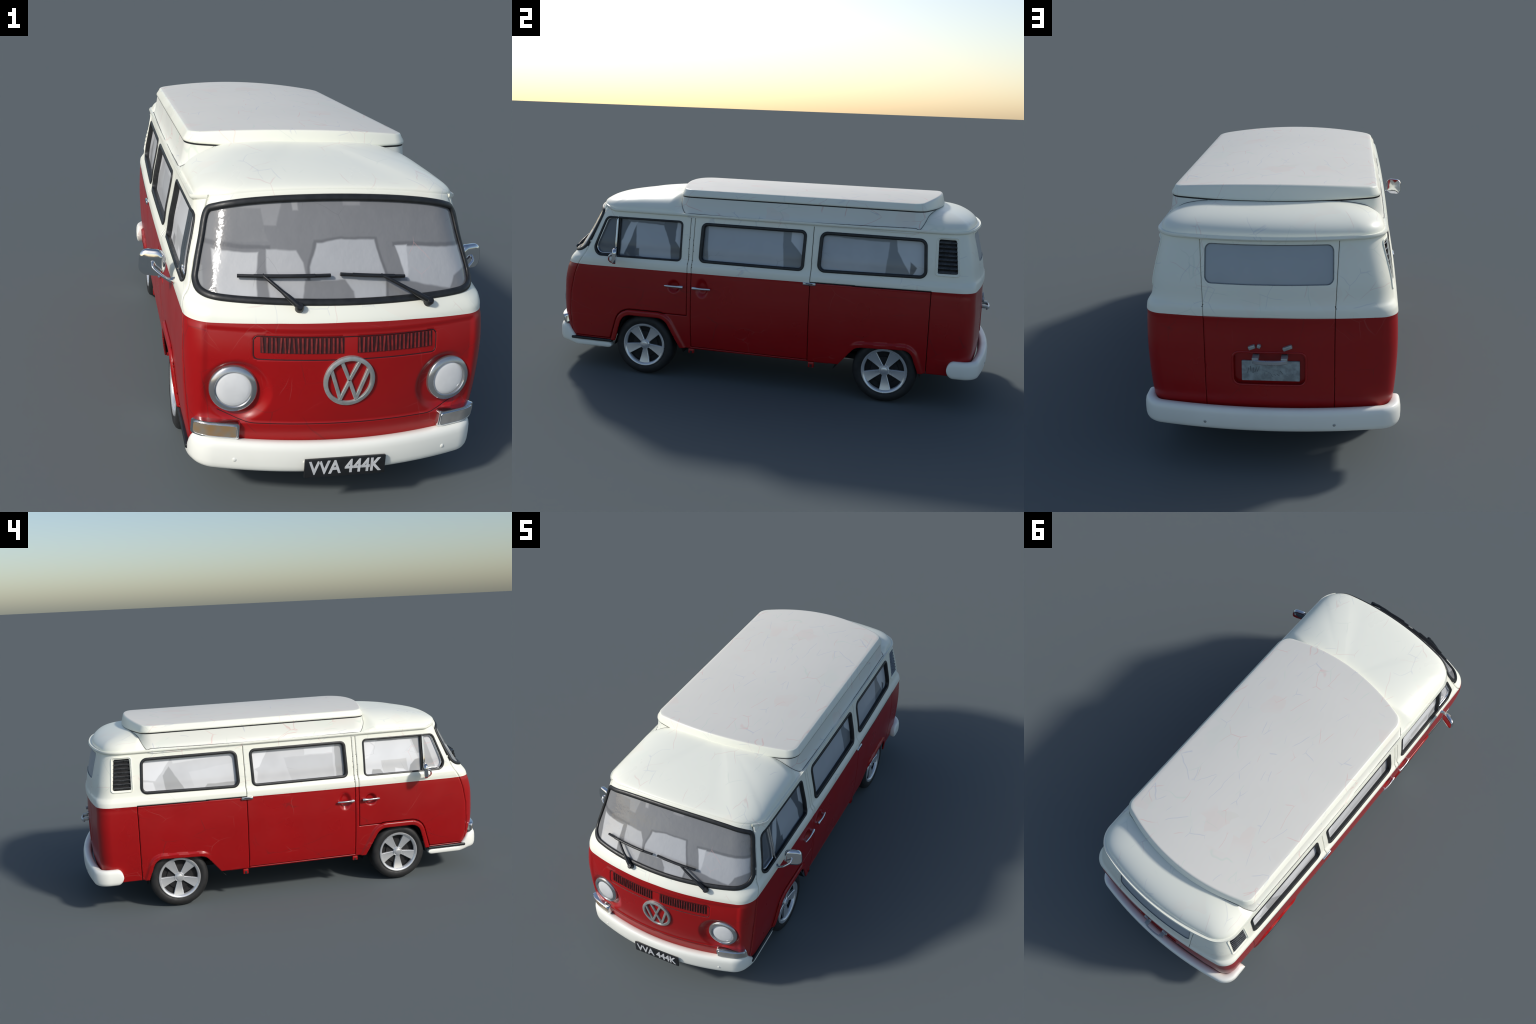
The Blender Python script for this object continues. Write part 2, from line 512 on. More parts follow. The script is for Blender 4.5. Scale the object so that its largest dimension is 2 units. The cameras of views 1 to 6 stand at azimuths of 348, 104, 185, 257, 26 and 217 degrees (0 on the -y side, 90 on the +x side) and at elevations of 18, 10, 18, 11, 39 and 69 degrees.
def patch(name, f, off=0., mirror=None, step=1, mats=None, keep_rows=None, thick=.007, slots=True):
    """part of the body skin where f(P) > 0, its outline snapped to f = 0"""
    I, J = np.meshgrid(np.arange(0, NT, step, dtype=float), np.arange(0, len(vg), step, dtype=float), indexing='ij')
    if I[-1, 0] < NT - 1:
        I = np.vstack([I, np.full((1, I.shape[1]), NT - 1.)]); J = np.vstack([J, J[:1]])
    locked_i = (I == 0) | (I == NT - 1); red_row = J == NR
    for _ in range(3):
        t, z = ij_to_tz(I, J)
        P = base(t, z); v = f(P)
        gi, gj = np.gradient(v)
        gi = np.where(locked_i, 0, gi) ; gj = np.where(red_row | (J <= 0) | (J >= len(vg) - 1), 0, gj)
        g2 = gi * gi + gj * gj + 1e-12
        di, dj = -v * gi / g2, -v * gj / g2
        ok = (np.hypot(di, dj) < .62) & (np.abs(v) < .02)
        I = np.where(ok, np.clip(I + di * step, 0, NT - 1), I); J = np.where(ok, np.clip(J + dj * step, 0, len(vg) - 1), J)
    t, z = ij_to_tz(I, J)
    P = base(t, z); v = f(P)
    good = v > -2.5e-4
    face = good[:-1, :-1] & good[1:, :-1] & good[1:, 1:] & good[:-1, 1:]
    mid = np.stack([v[:-1, :-1], v[1:, :-1], v[1:, 1:], v[:-1, 1:]]).max(0) > 3e-4
    face &= mid
    ids = np.arange(I.size).reshape(I.shape)
    a, b = np.nonzero(face)
    F = np.stack([ids[a, b], ids[a + 1, b], ids[a + 1, b + 1], ids[a, b + 1]], 1)
    used = np.unique(F); remap = np.full(I.size, -1); remap[used] = np.arange(len(used))
    Q = pos(t.ravel()[used], z.ravel()[used], off)
    tu = t.ravel()[used]; Q[(tu <= 0) | (tu >= 1), 0] = 0.
    F = remap[F]
    slot = (b * step >= NR).astype(int) if slots else np.zeros(len(F), int)
    if mirror == 'both':
        n = len(Q); Q2 = Q * [-1, 1, 1]
        Q = np.vstack([Q, Q2]); F = np.vstack([F, F[:, ::-1] + n]); slot = np.r_[slot, slot]
    me = bpy.data.meshes.new(name)
    me.from_pydata(Q.tolist(), [], F.tolist())
    me.polygons.foreach_set("material_index", slot.astype(np.int32))
    bm = bmesh.new(); bm.from_mesh(me)
    bmesh.ops.remove_doubles(bm, verts=bm.verts, dist=3e-5)
    bmesh.ops.dissolve_degenerate(bm, edges=bm.edges, dist=1e-5)
    bm.to_mesh(me); bm.free()
    return me


def thicken(ob, thick=.007):
    m = ob.modifiers.new("thickness", 'SOLIDIFY'); m.thickness = thick; m.offset = -1; m.use_even_offset = False


GAP = .0014
yz = lambda P: P[..., 1:3]
xz = lambda P: np.stack([P[..., 0], P[..., 2]], -1)
edge_y = lambda P: np.interp(P[..., 2], *DOOR_EDGE)
FRONT = lambda P: (edge_y(P) - P[..., 1]) * .95
door_bottom = lambda P: np.interp(P[..., 1], [-.9, -.60, -.585, -.30], [.155, .155, .2955, .2955])


def F_DOOR(P):
    y, z = P[..., 1], P[..., 2]
    return np.minimum.reduce([(y - edge_y(P)) * .95, DOOR_REAR - y, f_arch(P) - .026, np.where(y > -.55, z - .296, z - .150)])


def F_SLIDE(P): return np.minimum.reduce([P[..., 1] - SLIDE_FRONT, SLIDE_REAR - P[..., 1], P[..., 2] - .152])
def F_QUARTER(P): return np.minimum.reduce([P[..., 1] - SLIDE_REAR, QUARTER_REAR - P[..., 1], np.interp(P[..., 1], [.2, .8], [.4935, .5005]) - P[..., 2]])
rear_zone = lambda P: P[..., 1] - .80
seam_x = lambda P: np.interp(P[..., 2], [.15, .507, .75], [.200, .200, .211])
def F_GATE(P): return np.minimum(seam_x(P) - np.abs(P[..., 0]), rear_zone(P))
hole = lambda P, poly, pr, g=.003: -sdf(pr(P), poly) + g
in_front = lambda P, v: np.where(P[..., 1] < -.60, v, 1.)
in_rear = lambda P, v: np.where(P[..., 1] > .80, v, 1.)

front_panel = add("front_panel", patch("front_panel", lambda P: np.minimum.reduce([
    FRONT(P) - GAP, in_front(P, hole(P, SCREEN, xz)), in_front(P, hole(P, GRILLE, xz, 0.))]), mirror='both'), mats=(RED, WHITE))
def split_by_slot(me, names):
    out = []
    for k, nm in enumerate(names):
        bm = bmesh.new(); bm.from_mesh(me)
        bmesh.ops.delete(bm, geom=[f for f in bm.faces if f.material_index != k], context='FACES')
        m = bpy.data.meshes.new(nm); bm.to_mesh(m); bm.free(); out.append(m)
    return out


GATE_GAP = .0010
both = patch("tailgate", lambda P: np.minimum.reduce([F_GATE(P) - GATE_GAP, in_rear(P, hole(P, WIN_REAR, xz, .001)), in_rear(P, hole(P, RECESS, xz, 0.))]), mirror='both')
lid_me, gate_me = split_by_slot(both, ("engine_lid", "tailgate"))
engine_lid = add("engine_lid", lid_me, mats=(RED, WHITE)); tailgate = add("tailgate", gate_me, mats=(RED, WHITE))
me_door = patch("door", lambda P: np.minimum(F_DOOR(P) - GAP, hole(P, WIN_DOOR, yz)))
me_slide = patch("sliding_door", lambda P: np.minimum.reduce([F_SLIDE(P) - GAP, hole(P, WIN_MID, yz)]))
me_quarter = patch("quarter_panel", lambda P: np.minimum.reduce([F_QUARTER(P) - GAP, f_arch(P)]))


def F_REST(P):
    return np.minimum.reduce([-F_DOOR(P) - GAP, -F_SLIDE(P) - GAP, -F_QUARTER(P) - GAP, -FRONT(P) - GAP, -F_GATE(P) - GATE_GAP])


me_rest = patch("body_side", lambda P: np.minimum.reduce([F_REST(P), f_arch(P), np.where(np.abs(P[..., 0]) > .3, hole(P, WIN_BACK, yz), 1.), np.where(P[..., 1] > .7, hole(P, VENT, yz, 0.), 1.)]))
for name, me in (("door", me_door), ("sliding_door", me_slide), ("quarter_panel", me_quarter), ("body_side", me_rest)):
    r = add(name, me, mats=(RED, WHITE)); thicken(r)
    l = add(name, flip_mesh(me, name), mats=(RED, WHITE)); thicken(l)
    if name == "door": DOORS = {1: r, -1: l}
    if name == "sliding_door": SLIDERS = {1: r, -1: l}
    if name == "quarter_panel": QUARTERS = {1: r, -1: l}
    if name == "body_side": SIDES = {1: r, -1: l}
for o in (front_panel, engine_lid, tailgate): thicken(o)

# dark inner shell that shows in the panel gaps
liner = add("inner_shell", patch("inner_shell", lambda P: f_arch(P) - .004, off=-.022, mirror='both', step=4, slots=False), mats=(DARK,))

# ------------------------------------------------- lookup on the skin
def t_side(y, z):
    ts = np.linspace(.12, .9, 1200)
    return np.array([np.interp(a, base(ts, np.full_like(ts, b))[:, 1], ts) for a, b in zip(np.ravel(y), np.ravel(z))])


def t_front(x, z):
    ts = np.linspace(0, .19, 500)
    return np.array([np.interp(abs(a), base(ts, np.full_like(ts, b))[:, 0], ts) for a, b in zip(np.ravel(x), np.ravel(z))])


def t_rear(x, z):
    ts = np.linspace(1, .81, 500)
    return np.array([np.interp(abs(a), base(ts, np.full_like(ts, b))[:, 0], ts) for a, b in zip(np.ravel(x), np.ravel(z))])


def on_side(y, z, off=0., sx=1):
    y, z = np.atleast_1d(y).astype(float), np.atleast_1d(z).astype(float)
    t = t_side(y, z); P = pos(t, z, off); N = normal(t, z)
    return P * [sx, 1, 1], N * [sx, 1, 1]


def on_end(x, z, off=0., front=True, relief=True):
    x, z = np.atleast_1d(x).astype(float), np.atleast_1d(z).astype(float)
    t = (t_front if front else t_rear)(x, z)
    N = normal(t, z); P = pos(t, z, off) if relief else base(t, z) + N * off
    s = np.stack([np.where(x < 0, -1., 1.), np.ones_like(x), np.ones_like(x)], 1)
    return P * s, N * s


def seal(name, poly, place, w, h, mat, parent=VAN, lift=0., step=.006, inset=0., deep=0.):
    q = resample(poly, step)
    if inset:
        d = np.roll(q, -1, 0) - np.roll(q, 1, 0); d /= np.linalg.norm(d, axis=1)[:, None]
        nrm = np.stack([-d[:, 1], d[:, 0]], 1)
        if sdf((q + nrm * .002)[:3], poly).mean() < 0: nrm = -nrm
        q = q + nrm * inset
    P, N = place(q[:, 0], q[:, 1])
    sec = ellipse(w / 2, h, 12, lift)
    if deep: sec = [(-w / 2, -deep), (w / 2, -deep), (w / 2, h * .4), (w * .38, h * .85), (w * .15, h), (-w * .15, h), (-w * .38, h * .85), (-w / 2, h * .4)]
    return add(name, sweep(name, P, N, sec), parent, (mat,), 60)


# ------------------------------------------------------------- windows
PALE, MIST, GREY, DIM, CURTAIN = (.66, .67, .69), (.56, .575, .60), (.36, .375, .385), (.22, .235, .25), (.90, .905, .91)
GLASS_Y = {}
PALE, MIST, GREY, DIM = (.60, .63, .65), (.49, .52, .55), (.235, .255, .27), (.155, .17, .185)  # pane tones darkened and blued: shaded side under sky light
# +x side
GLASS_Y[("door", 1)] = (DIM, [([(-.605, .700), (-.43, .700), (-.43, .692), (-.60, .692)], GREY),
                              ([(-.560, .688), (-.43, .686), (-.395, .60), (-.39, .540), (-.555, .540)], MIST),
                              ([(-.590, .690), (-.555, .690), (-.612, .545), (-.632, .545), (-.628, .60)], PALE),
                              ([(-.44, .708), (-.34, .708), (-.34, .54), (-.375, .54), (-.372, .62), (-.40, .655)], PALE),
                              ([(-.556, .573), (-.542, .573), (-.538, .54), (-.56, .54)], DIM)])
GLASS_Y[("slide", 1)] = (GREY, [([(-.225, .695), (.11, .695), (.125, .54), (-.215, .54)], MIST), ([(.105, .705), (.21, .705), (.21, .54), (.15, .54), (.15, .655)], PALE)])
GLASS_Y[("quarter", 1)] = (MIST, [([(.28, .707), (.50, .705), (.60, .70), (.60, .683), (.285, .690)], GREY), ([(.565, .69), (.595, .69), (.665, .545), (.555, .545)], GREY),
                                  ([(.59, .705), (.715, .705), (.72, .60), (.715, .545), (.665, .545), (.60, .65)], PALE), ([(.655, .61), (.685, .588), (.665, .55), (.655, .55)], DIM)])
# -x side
PALE, MIST, GREY, DIM = (.82, .83, .835), (.70, .705, .71), (.46, .465, .465), (.30, .31, .32)  # pane tones brightened to include direct sun on this side
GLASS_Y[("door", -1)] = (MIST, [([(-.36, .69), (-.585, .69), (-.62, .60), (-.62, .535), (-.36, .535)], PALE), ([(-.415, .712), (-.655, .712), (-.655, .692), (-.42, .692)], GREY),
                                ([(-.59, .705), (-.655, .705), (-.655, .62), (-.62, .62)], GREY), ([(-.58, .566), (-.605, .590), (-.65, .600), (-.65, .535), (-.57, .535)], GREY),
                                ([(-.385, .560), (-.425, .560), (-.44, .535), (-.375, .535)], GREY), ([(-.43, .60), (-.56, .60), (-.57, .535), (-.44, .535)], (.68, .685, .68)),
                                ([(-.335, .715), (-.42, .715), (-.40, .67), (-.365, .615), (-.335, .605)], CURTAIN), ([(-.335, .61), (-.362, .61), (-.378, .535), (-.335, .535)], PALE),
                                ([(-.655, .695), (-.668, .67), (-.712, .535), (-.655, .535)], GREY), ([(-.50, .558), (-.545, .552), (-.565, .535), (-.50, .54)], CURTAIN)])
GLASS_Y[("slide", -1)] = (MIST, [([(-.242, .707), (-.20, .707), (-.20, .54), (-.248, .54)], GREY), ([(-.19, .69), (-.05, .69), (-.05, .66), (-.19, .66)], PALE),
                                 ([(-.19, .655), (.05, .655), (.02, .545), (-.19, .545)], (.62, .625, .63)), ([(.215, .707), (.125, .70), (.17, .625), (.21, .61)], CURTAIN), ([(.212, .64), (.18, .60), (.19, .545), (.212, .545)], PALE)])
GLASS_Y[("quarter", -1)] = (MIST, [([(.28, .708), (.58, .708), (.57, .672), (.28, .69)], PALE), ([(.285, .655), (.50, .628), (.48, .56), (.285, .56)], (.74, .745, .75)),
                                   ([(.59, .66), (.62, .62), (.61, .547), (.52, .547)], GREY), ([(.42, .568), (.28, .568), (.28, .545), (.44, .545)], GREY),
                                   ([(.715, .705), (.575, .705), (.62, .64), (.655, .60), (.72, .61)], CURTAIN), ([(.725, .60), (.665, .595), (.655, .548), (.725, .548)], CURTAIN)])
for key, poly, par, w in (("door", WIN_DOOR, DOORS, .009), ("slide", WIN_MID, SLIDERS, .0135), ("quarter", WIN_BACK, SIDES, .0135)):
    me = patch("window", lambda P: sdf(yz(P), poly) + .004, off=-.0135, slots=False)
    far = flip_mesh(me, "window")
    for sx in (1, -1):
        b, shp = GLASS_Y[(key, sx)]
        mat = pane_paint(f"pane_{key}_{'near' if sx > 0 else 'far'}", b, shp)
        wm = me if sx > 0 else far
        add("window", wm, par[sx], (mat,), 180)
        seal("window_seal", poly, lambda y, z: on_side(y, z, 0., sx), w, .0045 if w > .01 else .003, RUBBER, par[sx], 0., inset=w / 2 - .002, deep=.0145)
# quarter-light frame and divider bar of the front doors
QL = rounded([(-.652, .546), (-.652, .703), (-.697, .702), (-.752, .545)], [.004, .006, .022, .028])
for sx in (1, -1):
    q = resample(QL, .006); k = q[:, 0] < -.662
    seal("quarter_light_frame", QL, lambda y, z: on_side(y, z, -.009, sx), .007, .006, CHROME, DOORS[sx])
    z = np.linspace(.534, .712, 24)
    P, N = on_side(np.full(24, -.645), z, -.005, sx)
    add("divider_bar", sweep("divider_bar", P, N, ellipse(.0035, .008, 10), closed=False), DOORS[sx], (CHROME,))
    P, N = on_side(np.full(24, -.637), z, -.008, sx)
    add("divider_seal", sweep("divider_seal", P, N, ellipse(.004, .0055, 10), closed=False), DOORS[sx], (RUBBER,))

SC_G, SC_P = (.23, .233, .238), (.45, .46, .472)
SC_D = (.17, .173, .178)
screen_mat = pane_paint("pane_windscreen", SC_G, [
    ([(-.36, .77), (-.14, .775), (-.16, .70), (-.36, .69)], (.31, .312, .315)), ([(-.125, .775), (-.105, .775), (-.105, .735), (-.118, .735)], (.36, .36, .36)),
    ([(.01, .775), (.06, .775), (.055, .745), (.012, .745)], (.30, .30, .305)), ([(-.35, .735), (-.195, .735), (-.185, .665), (-.355, .655)], (.25, .253, .256)),
    ([(-.36, .658), (-.18, .656), (-.18, .648), (-.36, .648)], SC_D),
    ([(-.36, .652), (-.19, .648), (-.19, .675), (-.13, .672), (-.10, .62), (-.09, .54), (-.34, .54)], (.47, .475, .48)),  # sun glare at the left of the glass, painted as pale patches
    ([(-.32, .64), (-.21, .64), (-.22, .545), (-.31, .545)], (.56, .565, .565)),
    ([(-.072, .668), (.0, .679), (.092, .673), (.112, .59), (.107, .537), (-.096, .537), (-.092, .61)], SC_D),
    ([(-.065, .662), (.0, .673), (.085, .668), (.105, .59), (.10, .537), (-.09, .537), (-.085, .61)], SC_P),
    ([(.135, .662), (.345, .645), (.345, .637), (.135, .652)], SC_D),
    ([(.142, .652), (.335, .635), (.355, .56), (.29, .548), (.165, .575)], SC_P), ([(.142, .652), (.172, .652), (.168, .585), (.16, .58)], (.58, .59, .60)),
    ([(-.10, .585), (.0, .585), (.02, .56), (.02, .537), (-.11, .537)], SC_G), ([(-.37, .61), (-.34, .60), (-.345, .55), (-.37, .55)], (.29, .295, .295)),
    ([(.30, .575), (.36, .59), (.36, .54), (.28, .54)], SC_G)], 'xz', .003, .012, .11, .9)
windscreen = add("windscreen", patch("windscreen", lambda P: np.minimum(in_front(P, sdf(xz(P), SCREEN)) + .002, -.605 - P[..., 1]), off=-.004, mirror='both', slots=False), mats=(screen_mat,), smooth_angle=180)
seal("windscreen_seal", SCREEN, lambda x, z: on_end(x, z, 0.), .0185, .0055, RUBBER, windscreen, inset=.007)
rear_win = add("rear_window", patch("rear_window", lambda P: np.minimum(sdf(xz(P), WIN_REAR) + .002, rear_zone(P)), off=-.0035, mirror='both', slots=False), tailgate, (REAR_GLASS,), 180)
seal("rear_window_seal", WIN_REAR, lambda x, z: on_end(x, z, -.002, False), .0045, .0022, plain("grey_rubber", (.14, .16, .17), .5), rear_win)

# ---------------------------------------------- engine-air side louvres
for sx in (1, -1):
    tray = patch("air_intake", lambda P: sdf(yz(P), VENT) + .004, off=-.011, slots=False)
    intake = add("air_intake", tray if sx > 0 else flip_mesh(tray, "air_intake"), mats=(DARK,))
    slats = []
    for i in range(8):
        z0 = .581 + i * .0172
        yy = np.linspace(.767 - (z0 - .573) * .03, np.interp(z0, [.573, .712], [.850, .836]), 10)
        P, N = on_side(yy, np.full(10, z0), 0., sx)
        add("louvre", sweep("louvre", P, N, [(-.0035, -.010), (.004, -.004), (.0052, -.001), (.0035, .0008), (-.0015, -.006), (-.0045, -.010)], closed=False), intake, (SLAT,))
    q = resample(VENT, .005)
    P, N = on_side(q[:, 0], q[:, 1], 0., sx)
    k = rounded([(.760, .565), (.757, .719), (.843, .718), (.857, .566)], .012)
    seal("intake_rim", k, lambda y, z: on_side(y, z, 0., sx), .006, .0035, WHITE, intake)

# ============================================================= ROOF
ROOF_SKIRT = .012


def roof_mesh():
    ts = np.linspace(0, 1, 420); ss = np.r_[1.0, 1 - np.linspace(0, 1, 60)[1:] ** 1.5]
    O = base(ts, z_top(ts))
    ax = np.stack([np.zeros_like(ts), np.clip(O[:, 1], -.34, .60)], 1)
    front = smooth(.22, .10, ts); rear = smooth(.76, .88, ts)
    p = 3.0 - .9 * front - .2 * rear
    under = smooth(-.42, -.30, O[:, 1]) * smooth(.74, .64, O[:, 1])
    q = .5 + .9 * under
    V = []
    for s in ss:
        xy = ax + (O[:, :2] - ax) * s
        H = pchip([-.85, -.74, -.56, -.42, -.30, .60], [.811, .817, .828, .8355, .836, .822], xy[:, 1])
        V.append(np.concatenate([xy, (O[:, 2] + (H - O[:, 2]) * np.clip(1 - s ** p, 0, 1) ** q)[:, None]], 1))
    V = np.array(V); n = len(ts); F = []
    for i in range(len(ss) - 1):
        for j in range(n - 1):
            F.append((i * n + j, i * n + j + 1, (i + 1) * n + j + 1, (i + 1) * n + j))
    V = V.reshape(-1, 3); m = len(V)
    return mesh_of("roof", np.vstack([V, V * [-1, 1, 1]]), F + [tuple(a + m for a in f[::-1]) for f in F])


roof = add("roof", roof_mesh(), mats=(WHITE,), smooth_angle=60)

# drip rail round the sides and the back
_tt = np.linspace(.10, .3, 400); t0 = float(np.interp(-.722, base(_tt, np.full(400, .742))[:, 1], _tt))
ts = np.r_[np.linspace(t0, t0 + .03, 24), np.linspace(t0 + .03, .8, 160)[1:], np.linspace(.8, 1, 90)[1:]]
O = base(ts, z_top(ts) - .003); N = normal(ts, z_top(ts) - .003)
N[:, 2] = 0; N /= np.linalg.norm(N, axis=1)[:, None]
big = smooth(.82, .90, ts)
P = np.vstack([O, (O * [-1, 1, 1])[::-1][1:]]); NN = np.vstack([N, (N * [-1, 1, 1])[::-1][1:]])
bb = np.r_[big, big[::-1][1:]]
V, F = [], []
sec = lambda g: [(-.004, -.006), (.004 + .002 * g, -.007), (.0085 + .004 * g, -.004), (.0105 + .005 * g, .001), (.0085 + .004 * g, .006 + .002 * g), (.004, .004), (-.004, .006)]
for i in range(len(P)):
    end = .35 + .65 * min(1, min(i, len(P) - 1 - i) / 10)
    for a, b in sec(bb[i]): V.append(P[i] + NN[i] * a * (end if a > 0 else 1) + np.array([0, 0, b]))
k = 7
for i in range(len(P) - 1):
    for a in range(k): F.append((i * k + a, i * k + (a + 1) % k, (i + 1) * k + (a + 1) % k, (i + 1) * k + a))
F += [tuple(range(k)), tuple((len(P) - 1) * k + a for a in range(k))]
gutter = add("drip_rail", mesh_of("drip_rail", V, F), roof, (WHITE,), 50)


# ------------------------------------------------------------- pop-top
def lid_outline(off=0., n=240):
    """right half of the lid's plan, front centre to rear centre"""
    w, yf, af, rf, yr, ar, rr = .335 + off, -.410 - off, .55, .062 + off, .760 + off, .62, .05 + off
    global SIDE_BULGE
    keep, SIDE_BULGE = SIDE_BULGE, .0
    xf, cf, tf = corner(yf, af, max(rf, .01), w, 1); xr, cr, tr = corner(yr, ar, max(rr, .01), w, -1)
    SIDE_BULGE = keep
    out = []
    x = np.linspace(0, xf, 40, endpoint=False); out.append(np.stack([x, yf + af * x * x], 1))
    q = np.linspace(tf, 0, 24, endpoint=False); out.append(cf + max(rf, .01) * np.stack([np.cos(q), np.sin(q)], 1))
    y = np.linspace(cf[1], cr[1], 80, endpoint=False); out.append(np.stack([np.full_like(y, w), y], 1))
    q = np.linspace(0, tr, 24, endpoint=False); out.append(cr + max(rr, .01) * np.stack([np.cos(q), -np.sin(q)], 1))
    x = np.linspace(xr, 0, 40); out.append(np.stack([x, yr - ar * x * x], 1))
    return np.vstack(out)


def stack(name, levels, cap=None, axis_lo=-.30, axis_hi=.66):
    """loft of offset plan outlines; levels = (offset, z)"""
    rows = []
    for off, z in levels:
        o = lid_outline(off)
        zz = z(o) if callable(z) else np.full(len(o), z)
        rows.append(np.concatenate([o, zz[:, None]], 1))
    if cap:
        o = rows[-1]; ax = np.stack([np.zeros(len(o)), np.clip(o[:, 1], axis_lo, axis_hi)], 1)
        for s in np.linspace(1, 0, 26)[1:]:
            xy = ax + (o[:, :2] - ax) * s
            rows.append(np.concatenate([xy, cap(xy)[:, None]], 1))
    V = np.array(rows); n = V.shape[1]; F = []
    for i in range(len(rows) - 1):
        for j in range(n - 1): F.append((i * n + j, i * n + j + 1, (i + 1) * n + j + 1, (i + 1) * n + j))
    V = V.reshape(-1, 3); m = len(V)
    return mesh_of(name, np.vstack([V, V * [-1, 1, 1]]), F + [tuple(a + m for a in f[::-1]) for f in F])


crown = lambda xy: .846 + .0215 * (1 - (np.abs(xy[:, 0]) / .335) ** 2)
pop = add("pop_top_base", stack("pop_top_base", [(.022, .728), (.021, .738), (.018, .744), (.0125, .752), (.0085, .765), (.005, .785), (.0025, .800), (.001, .8125), (-.006, .8135), (-.012, .8135)]), roof, (SKIRT,), 50)
edge = lambda d: (lambda o: crown(o) + d)
lid = add("pop_top_lid", stack("pop_top_lid", [(-.014, .8175), (.001, .8175), (.003, .8185), (.004, .821), (.003, .826), (-.0055, edge(-.008)), (-.0075, edge(-.0035)), (-.0095, edge(-.0012)), (-.0125, edge(0.))], crown), roof, (WHITE, LID), 50)
lid.data.polygons.foreach_set("material_index", np.array([1 if p.normal.z > .9 else 0 for p in lid.data.polygons], np.int32))
add("lid_dark_line", stack("lid_dark_line", [(-.004, .811), (.0006, .8128), (.0008, .815), (.0006, .8172), (-.004, .819)]), pop, (BLACK,))

# joint line where the skirt meets the roof
from mathutils.bvhtree import BVHTree
tree = BVHTree.FromPolygons([v.co[:] for v in roof.data.vertices], [p.vertices[:] for p in roof.data.polygons])
lv = np.array([(.022, .728), (.021, .738), (.018, .744), (.0125, .752), (.0085, .765), (.005, .785), (.0025, .800), (.001, .8125)])
zs = np.linspace(.740, .812, 73)
outs = np.stack([lid_outline(np.interp(z, lv[:, 1], lv[:, 0]) + .0006) for z in zs])
runs, run = [], []
for j in range(outs.shape[1]):
    hit = None
    for i, z in enumerate(zs):
        h = tree.ray_cast(Vector((*outs[i, j], 1.)), Vector((0, 0, -1)))
        if h[0] is not None and h[0].z < z:
            if i > 1: hit = (outs[i, j][0], outs[i, j][1], z)
            break
    if hit: run.append(hit)
    elif run: runs.append(run); run = []
if run: runs.append(run)
for rn in runs:
    if len(rn) < 8: continue
    A = np.array(rn)
    for _ in range(3): A[1:-1] = (A[:-2] + 2 * A[1:-1] + A[2:]) / 4
    for sx in (1, -1):
        add("skirt_joint", tube("skirt_joint", A * [sx, 1, 1], .0015, 8), pop, (JOINT,))

# ============================================================= WHEELS
TR, RIM_R = .1365, .099
tyre_me = lathe("tyre", [(RIM_R - .002, .036), (RIM_R + .004, .041), (RIM_R + .012, .0435), (RIM_R + .022, .0425), (TR - .006, .037), (TR - .0015, .030), (TR, .02), (TR, -.02), (TR - .0015, -.03), (TR - .006, -.037), (RIM_R + .02, -.043), (RIM_R, -.04)], 'x', np.zeros(3), 96)
rim_me = lathe("rim", [(RIM_R - .001, .034), (RIM_R - .001, .040), (RIM_R - .003, .0425), (RIM_R - .006, .0425), (RIM_R - .0115, .039), (RIM_R - .014, .035), (RIM_R - .0155, .026)], 'x', np.zeros(3), 96)
barrel_me = lathe("brake_drum", [(RIM_R - .0155, .027), (RIM_R - .017, .016), (.072, .013), (.060, .014), (.058, .019), (.03, .020), (.0, .020)], 'x', np.zeros(3), 64)


def spoke_mesh():
    V, F = [], []
    rs = np.linspace(.014, RIM_R - .012, 9)
    for r in rs:
        u = (r - .014) / (rs[-1] - .014)
        hw = .0088 + .0165 * u ** 1.1; x = .029 + .007 * u ** 2 - .001 * math.sin(u * 3.1)
        for y, dx in ((-hw, -.012), (-hw, -.0015), (-hw + .0018, 0), (0, -.0012), (hw - .0018, 0), (hw, -.0015), (hw, -.012)): V.append((x + dx, y, r))
    for i in range(8):
        for a in range(6): F.append((i * 7 + a, i * 7 + a + 1, i * 7 + a + 8, i * 7 + a + 7))
    F += [tuple(range(7)), tuple(56 + a for a in range(7))]
    return mesh_of("spoke", V, F)


spoke_me = spoke_mesh()
hub_me = lathe("hub_cap", [(.023, .012), (.0225, .030), (.019, .0335), (.015, .034), (.0145, .036), (.010, .0375), (.004, .038), (0, .038)], 'x', np.zeros(3), 40)
for me, mat in ((tyre_me, TYRE), (rim_me, ALLOY), (barrel_me, DARK), (spoke_me, ALLOY), (hub_me, ALLOY)): me.materials.append(mat)
for (wy, phase) in ((-.508, 0.), (.576, .1)):
    for sx in (1, -1):
        w = bpy.data.objects.new("wheel", None); bpy.context.scene.collection.objects.link(w)
        w.parent = VAN; w.location = (sx * .336, wy, .1365); w.rotation_euler = (phase, 0, 0) if sx > 0 else (-phase, 0, math.pi)
        for nm, me in (("tyre", tyre_me), ("rim", rim_me), ("brake_drum", barrel_me), ("hub_cap", hub_me)): add(nm, me, w, (), 35)
        for i in range(5):
            s = add("spoke", spoke_me, w, (), 35); s.rotation_euler = (2 * math.pi * (i + .5) / 5, 0, 0)

